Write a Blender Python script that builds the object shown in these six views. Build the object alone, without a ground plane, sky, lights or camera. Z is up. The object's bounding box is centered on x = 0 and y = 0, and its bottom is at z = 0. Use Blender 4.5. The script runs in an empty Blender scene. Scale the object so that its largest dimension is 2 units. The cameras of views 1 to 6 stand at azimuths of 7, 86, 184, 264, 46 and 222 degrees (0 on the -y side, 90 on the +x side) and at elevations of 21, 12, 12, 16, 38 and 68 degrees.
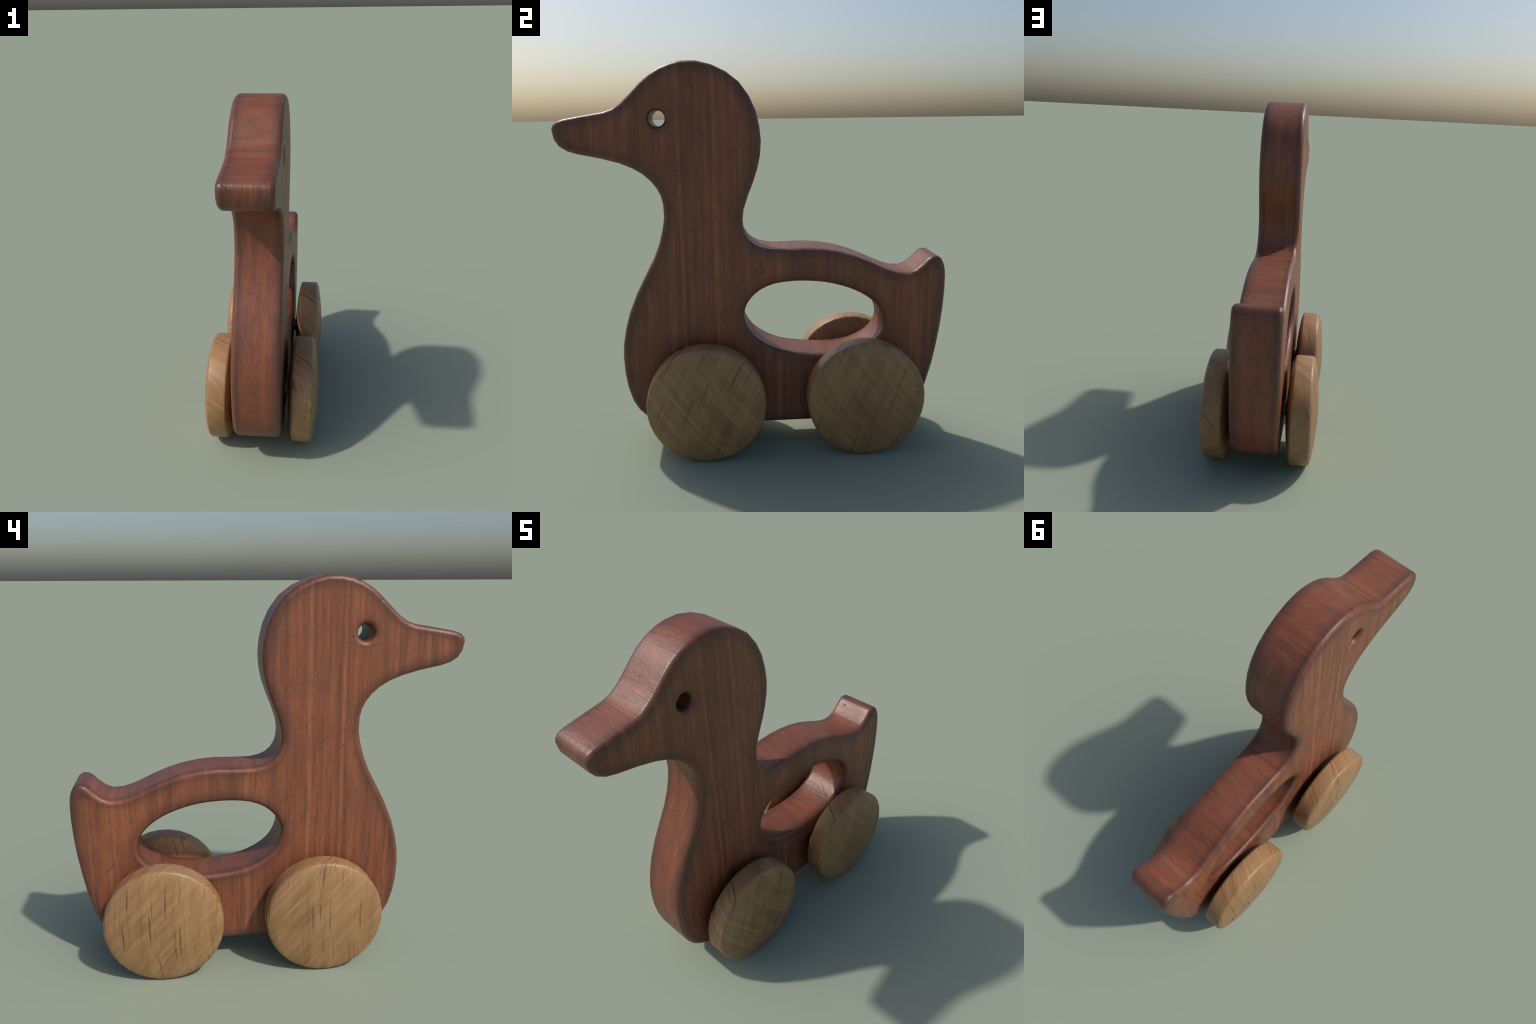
"""A wooden toy duck on four wheels: a flat rounded board sawn to a duck's
outline, with a handle hole and a drilled eye, two axles and four oak wheels."""
import bpy, bmesh, math
from mathutils import Vector
from mathutils.geometry import delaunay_2d_cdt

# ------------------------------------------------------------------ sizes
HALF = 0.130          # half thickness of the board
FILLET = 0.028        # rounding of its edges
FILLET_STEPS = 6
WHEEL_R = 0.304
WHEEL_IN, WHEEL_OUT = 0.145, 0.325
CROWN_IN, CROWN_OUT = 0.033, 0.032
AXLE_Y = (-0.281, 0.540)
AXLE_Z = 0.303
AXLE_R = 0.040

# side outline of the duck, (y, z), counted from the beak tip over the head,
# down the back to the tail, along the belly and up the breast
BEAK_TOP = [(-0.9855, 1.683), (-0.981, 1.702), (-0.963, 1.7195), (-0.932, 1.7315),
            (-0.874, 1.7425), (-0.798, 1.755), (-0.737, 1.765), (-0.695, 1.779)]
CROWN = [(-0.657, 1.804), (-0.609, 1.848), (-0.560, 1.898), (-0.513, 1.938),
         (-0.464, 1.968), (-0.411, 1.9885), (-0.357, 2.000), (-0.287, 2.000), (-0.2135, 1.982),
         (-0.144, 1.949), (-0.081, 1.900), (-0.033, 1.834), (-0.001, 1.763),
         (0.016, 1.689), (0.023, 1.6165)]
NAPE = [(0.0175, 1.545), (0.0035, 1.480), (-0.019, 1.413), (-0.046, 1.346),
        (-0.069, 1.277), (-0.075, 1.228), (-0.072, 1.188), (-0.063, 1.155)]
BACK = [(-0.044, 1.123), (-0.018, 1.099), (0.016, 1.083), (0.065, 1.0725),
        (0.150, 1.0705), (0.250, 1.073), (0.336, 1.066), (0.424, 1.050),
        (0.501, 1.026), (0.571, 0.997), (0.632, 0.969), (0.688, 0.944)]
TAIL = [(0.735, 0.930), (0.786, 0.9265), (0.826, 0.942), (0.866, 0.975), (0.889, 0.999),
        (0.911, 1.0125), (0.938, 1.013), (0.959, 1.000), (0.972, 0.975), (0.981, 0.943),
        (0.984, 0.905), (0.984, 0.832), (0.978, 0.735), (0.968, 0.640), (0.950, 0.525)]
BELLY = [(0.930, 0.422), (0.898, 0.305), (0.870, 0.240), (0.835, 0.185),
         (0.785, 0.145), (0.725, 0.130), (0.560, 0.126), (0.300, 0.126), (0.050, 0.126),
         (-0.200, 0.126), (-0.400, 0.126), (-0.490, 0.131), (-0.555, 0.152),
         (-0.605, 0.187), (-0.640, 0.222)]
BREAST = [(-0.670, 0.274), (-0.693, 0.353), (-0.704, 0.430), (-0.7075, 0.515),
          (-0.703, 0.590), (-0.688, 0.670), (-0.664, 0.755), (-0.622, 0.857)]
THROAT = [(-0.572, 0.955), (-0.530, 1.032), (-0.498, 1.112), (-0.478, 1.185),
          (-0.468, 1.245), (-0.470, 1.310), (-0.480, 1.354), (-0.498, 1.391),
          (-0.526, 1.428), (-0.566, 1.464), (-0.611, 1.491), (-0.672, 1.517)]
BEAK_UNDER = [(-0.765, 1.5425), (-0.868, 1.5635), (-0.918, 1.579),
              (-0.955, 1.603), (-0.977, 1.636)]
OUTLINE = (BEAK_TOP + CROWN + NAPE + BACK + TAIL + BELLY + BREAST + THROAT + BEAK_UNDER)

# handle: a leaning egg-shaped opening
HANDLE = [(-0.0755, 0.725), (-0.066, 0.772), (-0.040, 0.814), (0.010, 0.858),
          (0.085, 0.888), (0.175, 0.8985), (0.260, 0.8975), (0.345, 0.8885),
          (0.424, 0.870), (0.500, 0.842), (0.566, 0.806), (0.616, 0.764),
          (0.648, 0.718), (0.660, 0.670), (0.656, 0.632), (0.633, 0.590),
          (0.586, 0.549), (0.506, 0.5135), (0.420, 0.500), (0.320, 0.4985),
          (0.225, 0.507), (0.126, 0.525), (0.042, 0.561), (-0.025, 0.612), (-0.060, 0.667)]
EYE_C, EYE_R = (-0.4825, 1.730), 0.0395


# ------------------------------------------------------------------ nodes
class Nodes:
    def __init__(self, name):
        self.mat = bpy.data.materials.new(name)
        self.mat.use_nodes = True
        self.t = self.mat.node_tree
        self.t.nodes.clear()

    def add(self, kind, **props):
        n = self.t.nodes.new(kind)
        for k, v in props.items():
            setattr(n, k, v)
        return n

    def put(self, sock, v):
        if isinstance(v, bpy.types.NodeSocket):
            self.t.links.new(v, sock)
        elif v is not None:
            sock.default_value = v

    def math(self, op, a, b=None, c=None, clamp=False):
        n = self.add("ShaderNodeMath", operation=op, use_clamp=clamp)
        for s, v in zip(n.inputs, (a, b, c)):
            self.put(s, v)
        return n.outputs[0]

    def vec(self, x, y, z):
        n = self.add("ShaderNodeCombineXYZ")
        for s, v in zip(n.inputs, (x, y, z)):
            self.put(s, v)
        return n.outputs[0]

    def noise(self, v, scale=1.0, detail=2.0, rough=0.5, w=None):
        n = self.add("ShaderNodeTexNoise", noise_dimensions="3D" if w is None else "4D")
        self.put(n.inputs["Vector"], v)
        if w is not None:
            self.put(n.inputs["W"], w)
        n.inputs["Scale"].default_value = scale
        n.inputs["Detail"].default_value = detail
        n.inputs["Roughness"].default_value = rough
        return n.outputs["Fac"]

    def voronoi(self, v, dims="3D"):
        n = self.add("ShaderNodeTexVoronoi", voronoi_dimensions=dims)
        self.put(n.inputs["Vector"], v)
        n.inputs["Scale"].default_value = 1.0
        return n.outputs["Distance"], n.outputs["Color"]

    def step(self, v, lo, hi, a=0.0, b=1.0):
        n = self.add("ShaderNodeMapRange", interpolation_type="SMOOTHSTEP")
        self.put(n.inputs["Value"], v)
        n.inputs["From Min"].default_value = lo
        n.inputs["From Max"].default_value = hi
        n.inputs["To Min"].default_value = a
        n.inputs["To Max"].default_value = b
        return n.outputs["Result"]

    def mix(self, f, a, b, blend="MIX"):
        n = self.add("ShaderNodeMix", data_type="RGBA", blend_type=blend)
        self.put(n.inputs["Factor"], f)
        self.put(n.inputs["A"], a)
        self.put(n.inputs["B"], b)
        return n.outputs["Result"]

    def ramp(self, f, stops):
        n = self.add("ShaderNodeValToRGB")
        self.put(n.inputs["Fac"], f)
        e = n.color_ramp.elements
        while len(e) < len(stops):
            e.new(0.5)
        for s, (p, c) in zip(e, stops):
            s.position = p
            s.color = c
        return n.outputs["Color"]

    def finish(self, color, rough, height, bump_strength, bump_dist, spec=0.5):
        b = self.add("ShaderNodeBump")
        b.inputs["Strength"].default_value = bump_strength
        b.inputs["Distance"].default_value = bump_dist
        self.put(b.inputs["Height"], height)
        p = self.add("ShaderNodeBsdfPrincipled")
        self.put(p.inputs["Base Color"], color)
        self.put(p.inputs["Roughness"], rough)
        p.inputs["Specular IOR Level"].default_value = spec
        self.put(p.inputs["Normal"], b.outputs["Normal"])
        o = self.add("ShaderNodeOutputMaterial")
        self.t.links.new(p.outputs[0], o.inputs["Surface"])
        return self.mat


def rgb(r, g, b):
    """sRGB 0-255 to linear RGBA"""
    f = lambda c: c / 12.92 if c <= 0.04045 else ((c + 0.055) / 1.055) ** 2.4
    return (f(r / 255), f(g / 255), f(b / 255), 1.0)


def edge_nearness(N, distance):
    """1 on and near convex edges, 0 on open flats"""
    ao = N.add("ShaderNodeAmbientOcclusion", inside=True, samples=12)
    ao.inputs["Distance"].default_value = distance
    return N.math("SUBTRACT", 1.0, ao.outputs["AO"], clamp=True)


# ------------------------------------------------------------------ red-brown board
def board_material():
    N = Nodes("red_brown_hardwood")
    m = N.math
    tc = N.add("ShaderNodeTexCoord")
    sx = N.add("ShaderNodeSeparateXYZ")
    N.put(sx.inputs[0], tc.outputs["Object"])
    x, y, z = sx.outputs
    geo = N.add("ShaderNodeNewGeometry")
    sn = N.add("ShaderNodeSeparateXYZ")
    N.put(sn.inputs[0], geo.outputs["Normal"])
    nx, ny, nz = (m("ABSOLUTE", o) for o in sn.outputs)

    # grain runs up the flat sides, across the rim where it lies level, up it where it stands
    stands = m("MULTIPLY", N.step(m("SUBTRACT", ny, nz), -0.035, 0.035), N.step(nx, 0.80, 0.60))
    wob = N.noise(tc.outputs["Object"], 2.2, 2.0)
    wob = m("MULTIPLY", m("SUBTRACT", wob, 0.5), 0.035)
    side_a = m("ADD", y, wob)
    rim_a = m("ADD", x, m("MULTIPLY", wob, 2.4))
    mixf = N.add("ShaderNodeMix", data_type="FLOAT")
    N.put(mixf.inputs["Factor"], stands)
    N.put(mixf.inputs["A"], side_a)
    N.put(mixf.inputs["B"], rim_a)
    across = mixf.outputs["Result"]

    def grain(fa, fl, detail, rough=0.55, off=0.0):
        v = N.vec(m("MULTIPLY", x, fl), m("MULTIPLY_ADD", across, fa, off), m("MULTIPLY", z, fl))
        return N.noise(v, 1.0, detail, rough)

    broad = grain(15.0, 0.7, 3.0, 0.55)
    medium = grain(48.0, 2.6, 4.0, 0.60, 7.0)
    fine = grain(170.0, 8.5, 3.0, 0.62, 3.0)
    pale = grain(24.0, 0.22, 1.5, 0.5, 31.0)
    speck = N.noise(tc.outputs["Object"], 48.0, 4.0, 0.65)
    cloud = N.noise(tc.outputs["Object"], 4.5, 4.0, 0.6)

    tone = m("ADD", m("MULTIPLY", broad, 0.50), m("MULTIPLY", medium, 0.50))
    col = N.ramp(tone, [(0.33, rgb(*C_DARK)), (0.50, rgb(*C_MID)), (0.67, rgb(*C_LIGHT))])
    # pale sapwood stripes
    col = N.mix(m("MULTIPLY", N.step(pale, 0.60, 0.71), 0.34), col, rgb(*C_PALE))
    # a few long pale streaks run the whole height of the flat sides, a dark line behind each
    flat = N.step(nx, 0.80, 0.97)
    fade = N.step(N.noise(N.vec(m("MULTIPLY", y, 9.0), 0.0, m("MULTIPLY", z, 2.2)), 1.0, 2.0), 0.30, 0.60, 0.35, 1.0)
    for at, width, much in STREAKS:
        off = m("SUBTRACT", m("ADD", y, m("MULTIPLY", wob, 0.5)), at)
        pale_line = N.step(m("ABSOLUTE", off), width, width * 0.25)
        dark_line = N.step(m("ABSOLUTE", m("ADD", off, width * 1.5)), width * 0.7, 0.0)
        for line, tint, k in ((pale_line, C_PALE, much), (dark_line, C_DARK, much * 0.9)):
            col = N.mix(m("MULTIPLY", m("MULTIPLY", line, fade), m("MULTIPLY", flat, k)), col, rgb(*tint))
    # fine dark pores
    col = N.mix(m("MULTIPLY", N.step(fine, 0.52, 0.32), 0.36), col, rgb(*C_PORE))
    col = N.mix(m("MULTIPLY", N.step(medium, 0.44, 0.27), 0.32), col, rgb(*C_PORE))
    # cloudy stain
    col = N.mix(m("MULTIPLY", N.step(cloud, 0.46, 0.70), 0.50), col, rgb(*C_STAIN))
    col = N.mix(m("MULTIPLY", N.step(speck, 0.54, 0.74), 0.38), col, rgb(*C_PORE))
    # level and standing rim is redder and a little darker
    rim = N.step(nx, 0.85, 0.35)
    col = N.mix(m("MULTIPLY", rim, 0.48), col, rgb(*C_RIM))
    # the rim is blotched and figured, with cross-grain ripples
    blot = grain(24.0, 6.5, 5.0, 0.70, 17.0)
    col = N.mix(m("MULTIPLY", rim, N.step(blot, 0.45, 0.70, 0.0, 0.56)), col, rgb(*C_PORE))
    col = N.mix(m("MULTIPLY", rim, N.step(blot, 0.44, 0.30, 0.0, 0.30)), col, rgb(*C_LIGHT))

    # dark band along the edges
    edge = edge_nearness(N, 0.085)
    soft = N.noise(tc.outputs["Object"], 9.0, 3.0, 0.6)
    emask = m("MULTIPLY", N.step(edge, 0.06, 0.33), N.step(soft, 0.20, 0.60, 0.55, 1.0))
    col = N.mix(m("MULTIPLY", emask, 0.70), col, rgb(*C_EDGE))

    # slanting scratches, most of them falling towards the tail
    scratch = None
    for deg, sl, sa_, seed, keep_lo in ((-51, 2.5, 62.0, 0.0, 0.84), (-30, 3.4, 52.0, 5.3, 0.91), (38, 4.2, 52.0, 9.1, 0.935)):
        a = math.radians(deg)
        ca, sa = math.cos(a), math.sin(a)
        yy = m("ADD", y, m("MULTIPLY", x, 0.9))
        along = m("ADD", m("MULTIPLY", yy, ca), m("MULTIPLY", z, sa))
        acr = m("ADD", m("MULTIPLY", yy, -sa), m("MULTIPLY", z, ca))
        acr = m("ADD", acr, m("MULTIPLY", N.noise(tc.outputs["Object"], 11.0, 2.0), 0.02))
        d, c = N.voronoi(N.vec(m("MULTIPLY_ADD", along, sl, seed), m("MULTIPLY_ADD", acr, sa_, seed), 0.0), "2D")
        keep = N.add("ShaderNodeSeparateColor")
        N.put(keep.inputs[0], c)
        one = m("MULTIPLY", N.step(d, 0.21, 0.03), N.step(keep.outputs[0], keep_lo, keep_lo + 0.14))
        scratch = one if scratch is None else m("MAXIMUM", scratch, one)
    scratch = m("MULTIPLY", scratch, N.step(N.noise(tc.outputs["Object"], 30.0, 3.0), 0.40, 0.58))
    col = N.mix(m("MULTIPLY", scratch, 0.66), col, rgb(*C_SCRATCH))

    # knocks and pits
    jitter = N.vec(m("MULTIPLY_ADD", wob, 12.0, m("MULTIPLY", x, 13.0)), m("MULTIPLY", y, 17.0), m("MULTIPLY", z, 14.0))
    d2, c2 = N.voronoi(jitter)
    k2 = N.add("ShaderNodeSeparateColor")
    N.put(k2.inputs[0], c2)
    pit = m("MULTIPLY", N.step(d2, 0.15, 0.04), N.step(k2.outputs[1], 0.45, 0.60))
    pit = m("MULTIPLY", pit, N.step(N.noise(tc.outputs["Object"], 70.0, 2.0), 0.40, 0.62))
    col = N.mix(m("MULTIPLY", pit, 0.28), col, rgb(*C_SCRATCH))

    h = m("ADD", m("MULTIPLY", medium, 0.55), m("MULTIPLY", fine, 0.50))
    h = m("ADD", h, m("MULTIPLY", speck, 0.55))
    h = m("SUBTRACT", h, m("MULTIPLY", scratch, 0.9))
    h = m("SUBTRACT", h, m("MULTIPLY", pit, 1.2))
    rough = m("ADD", 0.36, m("MULTIPLY", cloud, 0.18))
    rough = m("ADD", rough, m("MULTIPLY", scratch, 0.2))
    rough = m("SUBTRACT", rough, m("MULTIPLY", emask, 0.09))
    return N.finish(col, rough, h, 0.55, 0.004, 0.5)


# (y, half width, strength)
STREAKS = ((-0.382, 0.012, 0.55), (-0.212, 0.014, 0.50), (-0.292, 0.011, 0.35), (0.105, 0.016, 0.50),
           (0.805, 0.012, 0.45), (0.900, 0.012, 0.35), (-0.560, 0.010, 0.25), (-0.730, 0.010, 0.25))
C_DARK = (110, 64, 44)
C_MID = (134, 78, 54)
C_LIGHT = (156, 93, 63)
C_PALE = (166, 106, 72)
C_PORE = (80, 54, 43)
C_STAIN = (112, 68, 50)
C_RIM = (122, 66, 47)
C_EDGE = (72, 48, 43)
C_SCRATCH = (52, 36, 32)


# ------------------------------------------------------------------ oak wheels
def oak_material(name, fleck_deg, band_deg):
    """angles in degrees from upright, leaning towards +y in the wheel's y-z plane"""
    N = Nodes(name)
    m = N.math
    tc = N.add("ShaderNodeTexCoord")
    sx = N.add("ShaderNodeSeparateXYZ")
    N.put(sx.inputs[0], tc.outputs["Object"])
    x, y, z = sx.outputs
    info = N.add("ShaderNodeObjectInfo")
    seed = m("MULTIPLY", info.outputs["Random"], 40.0)
    lean = m("MULTIPLY", x, 0.55)
    wob = m("MULTIPLY", m("SUBTRACT", N.noise(tc.outputs["Object"], 5.0, 2.0, 0.5, seed), 0.5), 0.022)

    def frame(deg):
        a = math.radians(deg)
        s, c = math.sin(a), math.cos(a)
        al = m("ADD", m("MULTIPLY", y, s), m("MULTIPLY", z, c))
        ac = m("SUBTRACT", m("MULTIPLY", y, c), m("MULTIPLY", z, s))
        return al, m("ADD", m("ADD", ac, lean), wob)

    fal, fac = frame(fleck_deg)
    bal, bac = frame(band_deg)
    bands = N.noise(N.vec(m("MULTIPLY", bal, 2.6), m("MULTIPLY", bac, 34.0), m("MULTIPLY", x, 3.0)), 1.0, 3.0, 0.55, seed)
    rays = N.noise(N.vec(m("MULTIPLY", bal, 5.0), m("MULTIPLY", bac, 90.0), m("MULTIPLY", x, 5.0)), 1.0, 2.0, 0.5, seed)
    rings = N.noise(N.vec(m("MULTIPLY", fal, 1.2), m("MULTIPLY", fac, 17.0), m("MULTIPLY", x, 1.0)), 1.0, 3.0, 0.5, seed)
    cloud = N.noise(tc.outputs["Object"], 6.0, 3.0, 0.6, seed)

    tone = m("ADD", m("MULTIPLY", bands, 0.55), m("MULTIPLY", rings, 0.45))
    col = N.ramp(tone, [(0.29, rgb(*W_DARK)), (0.50, rgb(*W_MID)), (0.71, rgb(*W_LIGHT))])
    col = N.mix(m("MULTIPLY", N.step(rays, 0.52, 0.68), 0.38), col, rgb(*W_RAY))
    col = N.mix(m("MULTIPLY", N.step(cloud, 0.50, 0.72), 0.35), col, rgb(*W_DARK))

    # long dark pores, broken into dashes
    vein = N.noise(N.vec(m("MULTIPLY", fal, 6.0), m("MULTIPLY", fac, 120.0), m("MULTIPLY", x, 6.0)), 1.0, 3.0, 0.6, seed)
    col = N.mix(m("MULTIPLY", N.step(vein, 0.50, 0.30), 0.55), col, rgb(*W_VEIN))
    dash = N.noise(N.vec(m("MULTIPLY", fal, 17.0), m("MULTIPLY", fac, 60.0), m("MULTIPLY", x, 12.0)), 1.0, 3.0, 0.5, seed)
    fleck = None
    for al, ac, reach, shift, much in ((1.25, 23.0, 0.15, 0.0, 1.0), (1.3, 38.0, 0.13, 3.7, 0.65)):
        d, c = N.voronoi(N.vec(m("MULTIPLY_ADD", fal, al, m("ADD", seed, shift)), m("MULTIPLY_ADD", fac, ac, seed), 0.0), "2D")
        k = N.add("ShaderNodeSeparateColor")
        N.put(k.inputs[0], c)
        one = m("MULTIPLY", N.step(d, reach, reach * 0.35), N.step(k.outputs[0], 0.15, 0.65, 0.0, much))
        fleck = one if fleck is None else m("MAXIMUM", fleck, one)
    fleck = m("MULTIPLY", fleck, N.step(dash, 0.32, 0.50))
    col = N.mix(m("MULTIPLY", fleck, 0.72), col, rgb(*W_FLECK))

    edge = edge_nearness(N, 0.05)
    col = N.mix(m("MULTIPLY", N.step(edge, 0.12, 0.45), 0.40), col, rgb(*W_EDGE))

    h = m("ADD", m("MULTIPLY", bands, 0.6), m("MULTIPLY", rays, 0.3))
    h = m("SUBTRACT", h, m("MULTIPLY", fleck, 1.0))
    return N.finish(col, m("ADD", 0.36, m("MULTIPLY", bands, 0.16)), h, 0.5, 0.004, 0.5)


W_DARK = (126, 92, 60)
W_MID = (154, 117, 79)
W_LIGHT = (171, 134, 93)
W_RAY = (180, 147, 105)
W_VEIN = (128, 88, 58)
W_FLECK = (98, 62, 42)
W_EDGE = (138, 96, 62)


# ------------------------------------------------------------------ building
def outward_normals(loop):
    """mitred unit normals of a closed counter-clockwise loop, plus mitre length"""
    n = len(loop)
    out = []
    for i in range(n):
        p, q, r = (Vector(loop[j % n]) for j in (i - 1, i, i + 1))
        e1, e2 = (q - p).normalized(), (r - q).normalized()
        n1, n2 = Vector((e1.y, -e1.x)), Vector((e2.y, -e2.x))
        b = (n1 + n2).normalized()
        out.append((b, 1.0 / max(0.5, b.dot(n1))))
    return out


def ccw(loop):
    a = sum(p[0] * q[1] - q[0] * p[1] for p, q in zip(loop, loop[1:] + loop[:1]))
    return loop if a > 0 else loop[::-1]


def rounded(loop):
    """one more point between each pair, on a smooth curve through them"""
    out = []
    n = len(loop)
    for i in range(n):
        a, b, c, d = (Vector(loop[j % n]) for j in (i - 1, i, i + 1, i + 2))
        out += [tuple(b), tuple((9 * (b + c) - a - d) / 16)]
    return out


def build_board():
    """the whole duck as one closed rounded board, vertex normals kept in a layer"""
    eye = [(EYE_C[0] + EYE_R * math.cos(i * math.tau / 24), EYE_C[1] + EYE_R * math.sin(i * math.tau / 24))
           for i in range(24)]
    loops = [(ccw(OUTLINE), 1), (ccw(rounded(HANDLE)), -1), (ccw(eye), -1)]
    bm = bmesh.new()
    lay = bm.verts.layers.float_vector.new("board_normal")
    caps = {1: [], -1: []}
    for loop, sense in loops:
        nrm = outward_normals(loop)
        rings = []
        for side in (-1, 1):
            steps = range(FILLET_STEPS + 1)
            for k in (reversed(steps) if side < 0 else steps):
                t = k / FILLET_STEPS * math.pi / 2
                ring = []
                for (py, pz), (b, mitre) in zip(loop, nrm):
                    off = FILLET * (1 - math.cos(t)) * sense * mitre
                    v = bm.verts.new((side * (HALF - FILLET + FILLET * math.sin(t)),
                                      py - b.x * off, pz - b.y * off))
                    v[lay] = Vector((side * math.sin(t), sense * b.x * math.cos(t), sense * b.y * math.cos(t)))
                    ring.append(v)
                rings.append(ring)
        n = len(loop)
        for r0, r1 in zip(rings, rings[1:]):
            for i in range(n):
                j = (i + 1) % n
                f = (r0[i], r0[j], r1[j], r1[i])
                bm.faces.new(f if sense > 0 else f[::-1])
        caps[-1].append(rings[0])
        caps[1].append(rings[-1])
    for side, rings in caps.items():
        verts = [v for ring in rings for v in ring]
        edges, s = [], 0
        for ring in rings:
            edges += [(s + i, s + (i + 1) % len(ring)) for i in range(len(ring))]
            s += len(ring)
        pts = [Vector((v.co.y, v.co.z)) for v in verts]
        _, _, tris, _, _, _ = delaunay_2d_cdt(pts, edges, [], 0, 1e-6)
        hole1 = [Vector((v.co.y, v.co.z)) for v in rings[1]]
        hole2 = [Vector((v.co.y, v.co.z)) for v in rings[2]]
        outer = [Vector((v.co.y, v.co.z)) for v in rings[0]]
        for t in tris:
            c = sum((pts[i] for i in t), Vector((0, 0))) / 3
            if inside(c, outer) and not inside(c, hole1) and not inside(c, hole2):
                f = [verts[i] for i in t]
                a = (pts[t[1]] - pts[t[0]]).cross(pts[t[2]] - pts[t[0]])
                bm.faces.new(f if (a > 0) == (side > 0) else f[::-1])
    return bm, lay


def inside(p, loop):
    hit = False
    for a, b in zip(loop, loop[1:] + loop[:1]):
        if (a.y > p.y) != (b.y > p.y) and p.x < a.x + (p.y - a.y) * (b.x - a.x) / (b.y - a.y):
            hit = not hit
    return hit


def region(c):
    if c.z > CUT_HEAD:
        return "beak" if c.y < CUT_BEAK else "head"
    if c.z > CUT_NECK and c.y < 0.02:
        return "neck"
    if c.y > CUT_TAIL and c.z > 0.60:
        return "tail"
    return "torso"


CUT_HEAD, CUT_BEAK, CUT_NECK, CUT_TAIL = 1.30, -0.665, 0.98, 0.735


def add(name, mesh, parent, mat, loc=(0, 0, 0)):
    o = bpy.data.objects.new(name, mesh)
    bpy.context.scene.collection.objects.link(o)
    o.location = loc
    o.parent = parent
    if mat and not mesh.materials:
        mesh.materials.append(mat)
    return o


def split_board(parent, mat):
    bm, lay = build_board()
    for co, no in (((0, 0, CUT_HEAD), (0, 0, 1)), ((0, CUT_BEAK, 0), (0, 1, 0)), ((0, 0, CUT_NECK), (0, 0, 1)),
                   ((0, CUT_TAIL, 0), (0, 1, 0)), ((0, 0.02, 0), (0, 1, 0)), ((0, 0, 0.60), (0, 0, 1))):
        bmesh.ops.bisect_plane(bm, geom=bm.verts[:] + bm.edges[:] + bm.faces[:], plane_co=co, plane_no=no, dist=1e-6)
    bm.normal_update()
    groups = {}
    for f in bm.faces:
        groups.setdefault(region(f.calc_center_median()), []).append(f)
    parts = {}
    for name in ("torso", "neck", "head", "beak", "tail"):
        index, cos, nrm, faces = {}, [], [], []
        for f in groups[name]:
            row = []
            for v in f.verts:
                if v not in index:
                    index[v] = len(cos)
                    cos.append(v.co[:])
                    n = v[lay].normalized()
                    if abs(v.co.x) > HALF - 1e-5:
                        n = Vector((math.copysign(1, v.co.x), 0, 0))
                    nrm.append(n[:])
                row.append(index[v])
            faces.append(row)
        me = bpy.data.meshes.new(name)
        me.from_pydata(cos, [], faces)
        me.update()
        me.polygons.foreach_set("use_smooth", [True] * len(me.polygons))
        me.normals_split_custom_set_from_vertices(nrm)
        par = parts["head"] if name == "beak" else parent
        parts[name] = add(name, me, par, mat)
    bm.free()
    return parts


def lathe(name, profile, seg, phase=0.0, sharp_deg=None):
    """turn (x, radius) about the x axis; the two ends close on the axis"""
    bm = bmesh.new()
    rings = []
    for px, pr in profile:
        if pr < 1e-6:
            rings.append([bm.verts.new((px, 0, 0))])
        else:
            rings.append([bm.verts.new((px, pr * math.cos(phase + i * math.tau / seg), pr * math.sin(phase + i * math.tau / seg)))
                          for i in range(seg)])
    for a, b in zip(rings, rings[1:]):
        for i in range(seg):
            j = (i + 1) % seg
            if len(a) == 1:
                bm.faces.new((a[0], b[j], b[i]))
            elif len(b) == 1:
                bm.faces.new((a[i], a[j], b[0]))
            else:
                bm.faces.new((a[i], a[j], b[j], b[i]))
    bmesh.ops.recalc_face_normals(bm, faces=bm.faces)
    me = bpy.data.meshes.new(name)
    bm.to_mesh(me)
    bm.free()
    me.polygons.foreach_set("use_smooth", [True] * len(me.polygons))
    return me


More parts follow.
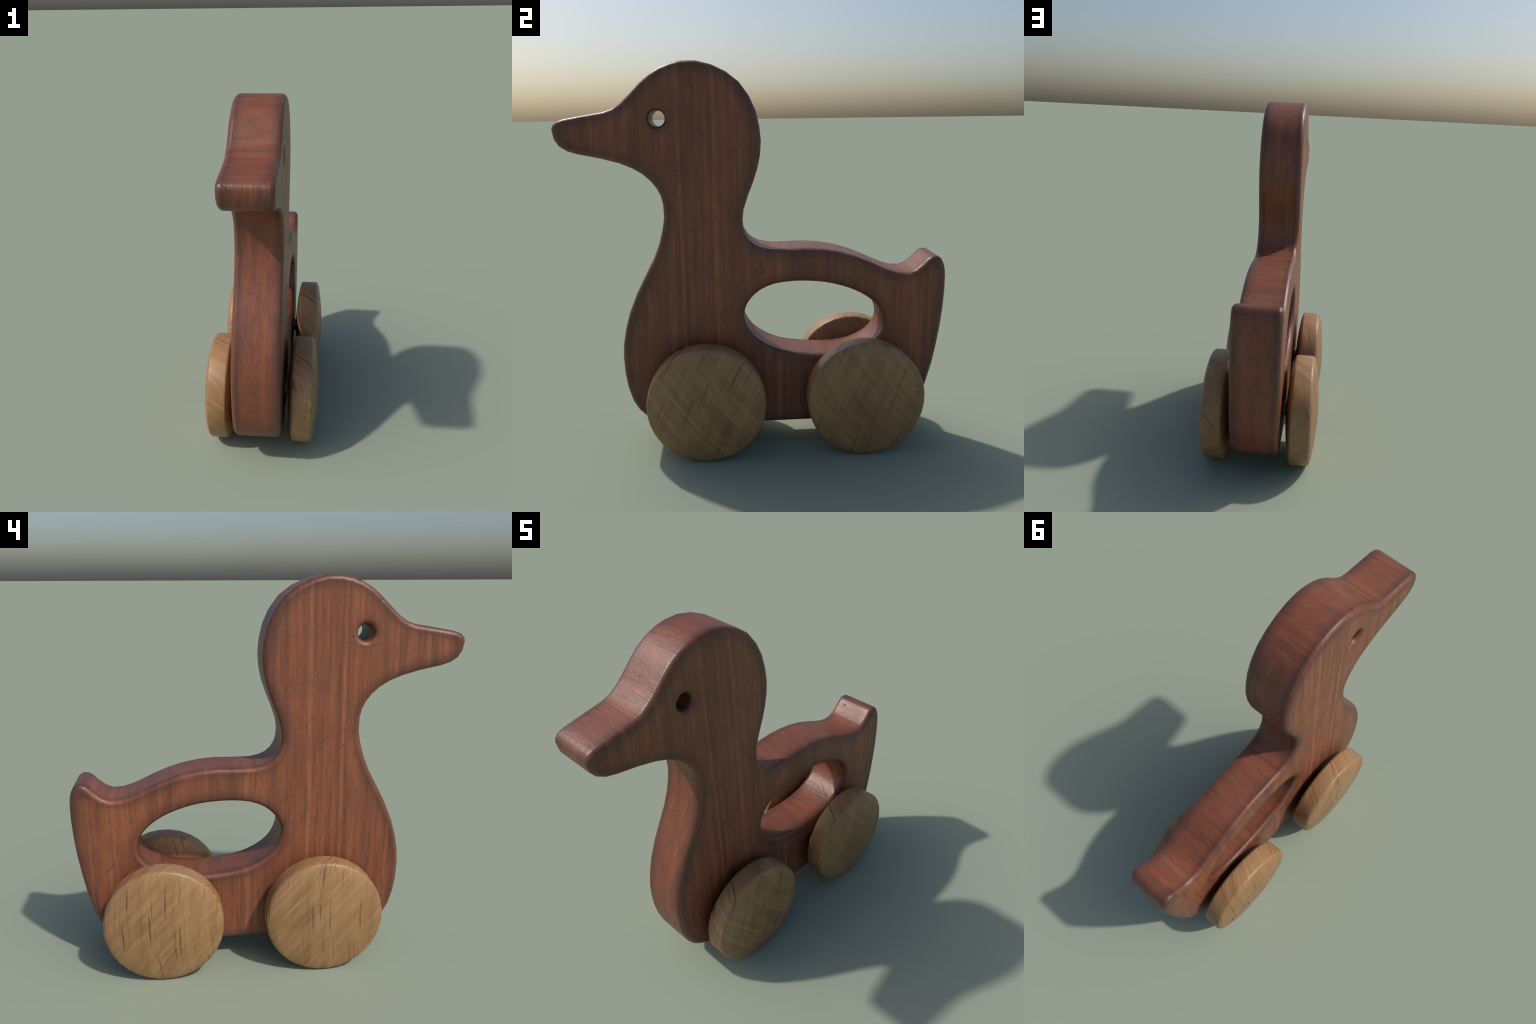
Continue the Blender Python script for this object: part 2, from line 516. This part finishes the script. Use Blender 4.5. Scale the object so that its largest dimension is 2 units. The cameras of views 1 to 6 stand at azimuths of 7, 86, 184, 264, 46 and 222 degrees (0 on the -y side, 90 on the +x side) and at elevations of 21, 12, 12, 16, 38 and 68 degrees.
def wheel_mesh(name, sign):
    """disc with rounded rims and a barely crowned outer face; origin on the axle"""
    mid = (WHEEL_IN + WHEEL_OUT) / 2
    lo, hi = WHEEL_IN - mid, WHEEL_OUT - mid
    # both faces are crowned: the rim is narrower than the hub
    prof = [(lo, 0.0), (lo + 0.001, 0.06)]
    prof += [(lo + CROWN_IN * (r / WHEEL_R) ** 2, r) for r in (0.12, 0.18, 0.23, 0.265)]
    ri, ro = 0.016, 0.020
    xi, xo = lo + CROWN_IN, hi - CROWN_OUT
    for k in range(0, 5):
        t = math.radians(15 + k / 4 * 75)
        prof.append((xi + ri - ri * math.cos(t), WHEEL_R - ri + ri * math.sin(t)))
    for k in range(0, 5):
        t = math.radians(k / 4 * 75)
        prof.append((xo - ro + ro * math.sin(t), WHEEL_R - ro + ro * math.cos(t)))
    prof += [(hi - CROWN_OUT * (r / WHEEL_R) ** 2, r) for r in (0.265, 0.23, 0.18, 0.12)]
    prof += [(hi - 0.001, 0.06), (hi, 0.0)]
    if sign < 0:
        prof = [(-px, pr) for px, pr in prof]
    return lathe(name, prof, 32, math.pi / 32), sign * mid


def main():
    duck = bpy.data.objects.new("wooden_duck_toy", None)
    bpy.context.scene.collection.objects.link(duck)
    duck["label"] = "red-brown wooden toy duck rolling on four pale oak wheels"
    duck["category"] = "toy duck"
    split_board(duck, board_material())

    # mirrored halves: in the right wheel the pores lean back, in the left they stand
    right = oak_material("pale_oak_leaning_grain", 22.0, -38.0)
    left = oak_material("pale_oak_upright_grain", 1.0, -42.0)
    for sign, mat in ((1, right), (-1, left)):
        me, cx = wheel_mesh("wheel", sign)
        for ay in AXLE_Y:
            add("wheel", me, duck, mat, (cx, ay, AXLE_Z))
    axle = lathe("axle", [(-0.17, 0.0), (-0.17, AXLE_R), (-0.1699, AXLE_R), (0.1699, AXLE_R), (0.17, AXLE_R), (0.17, 0.0)], 20)
    for ay in AXLE_Y:
        add("axle", axle, duck, right, (0, ay, AXLE_Z))


main()
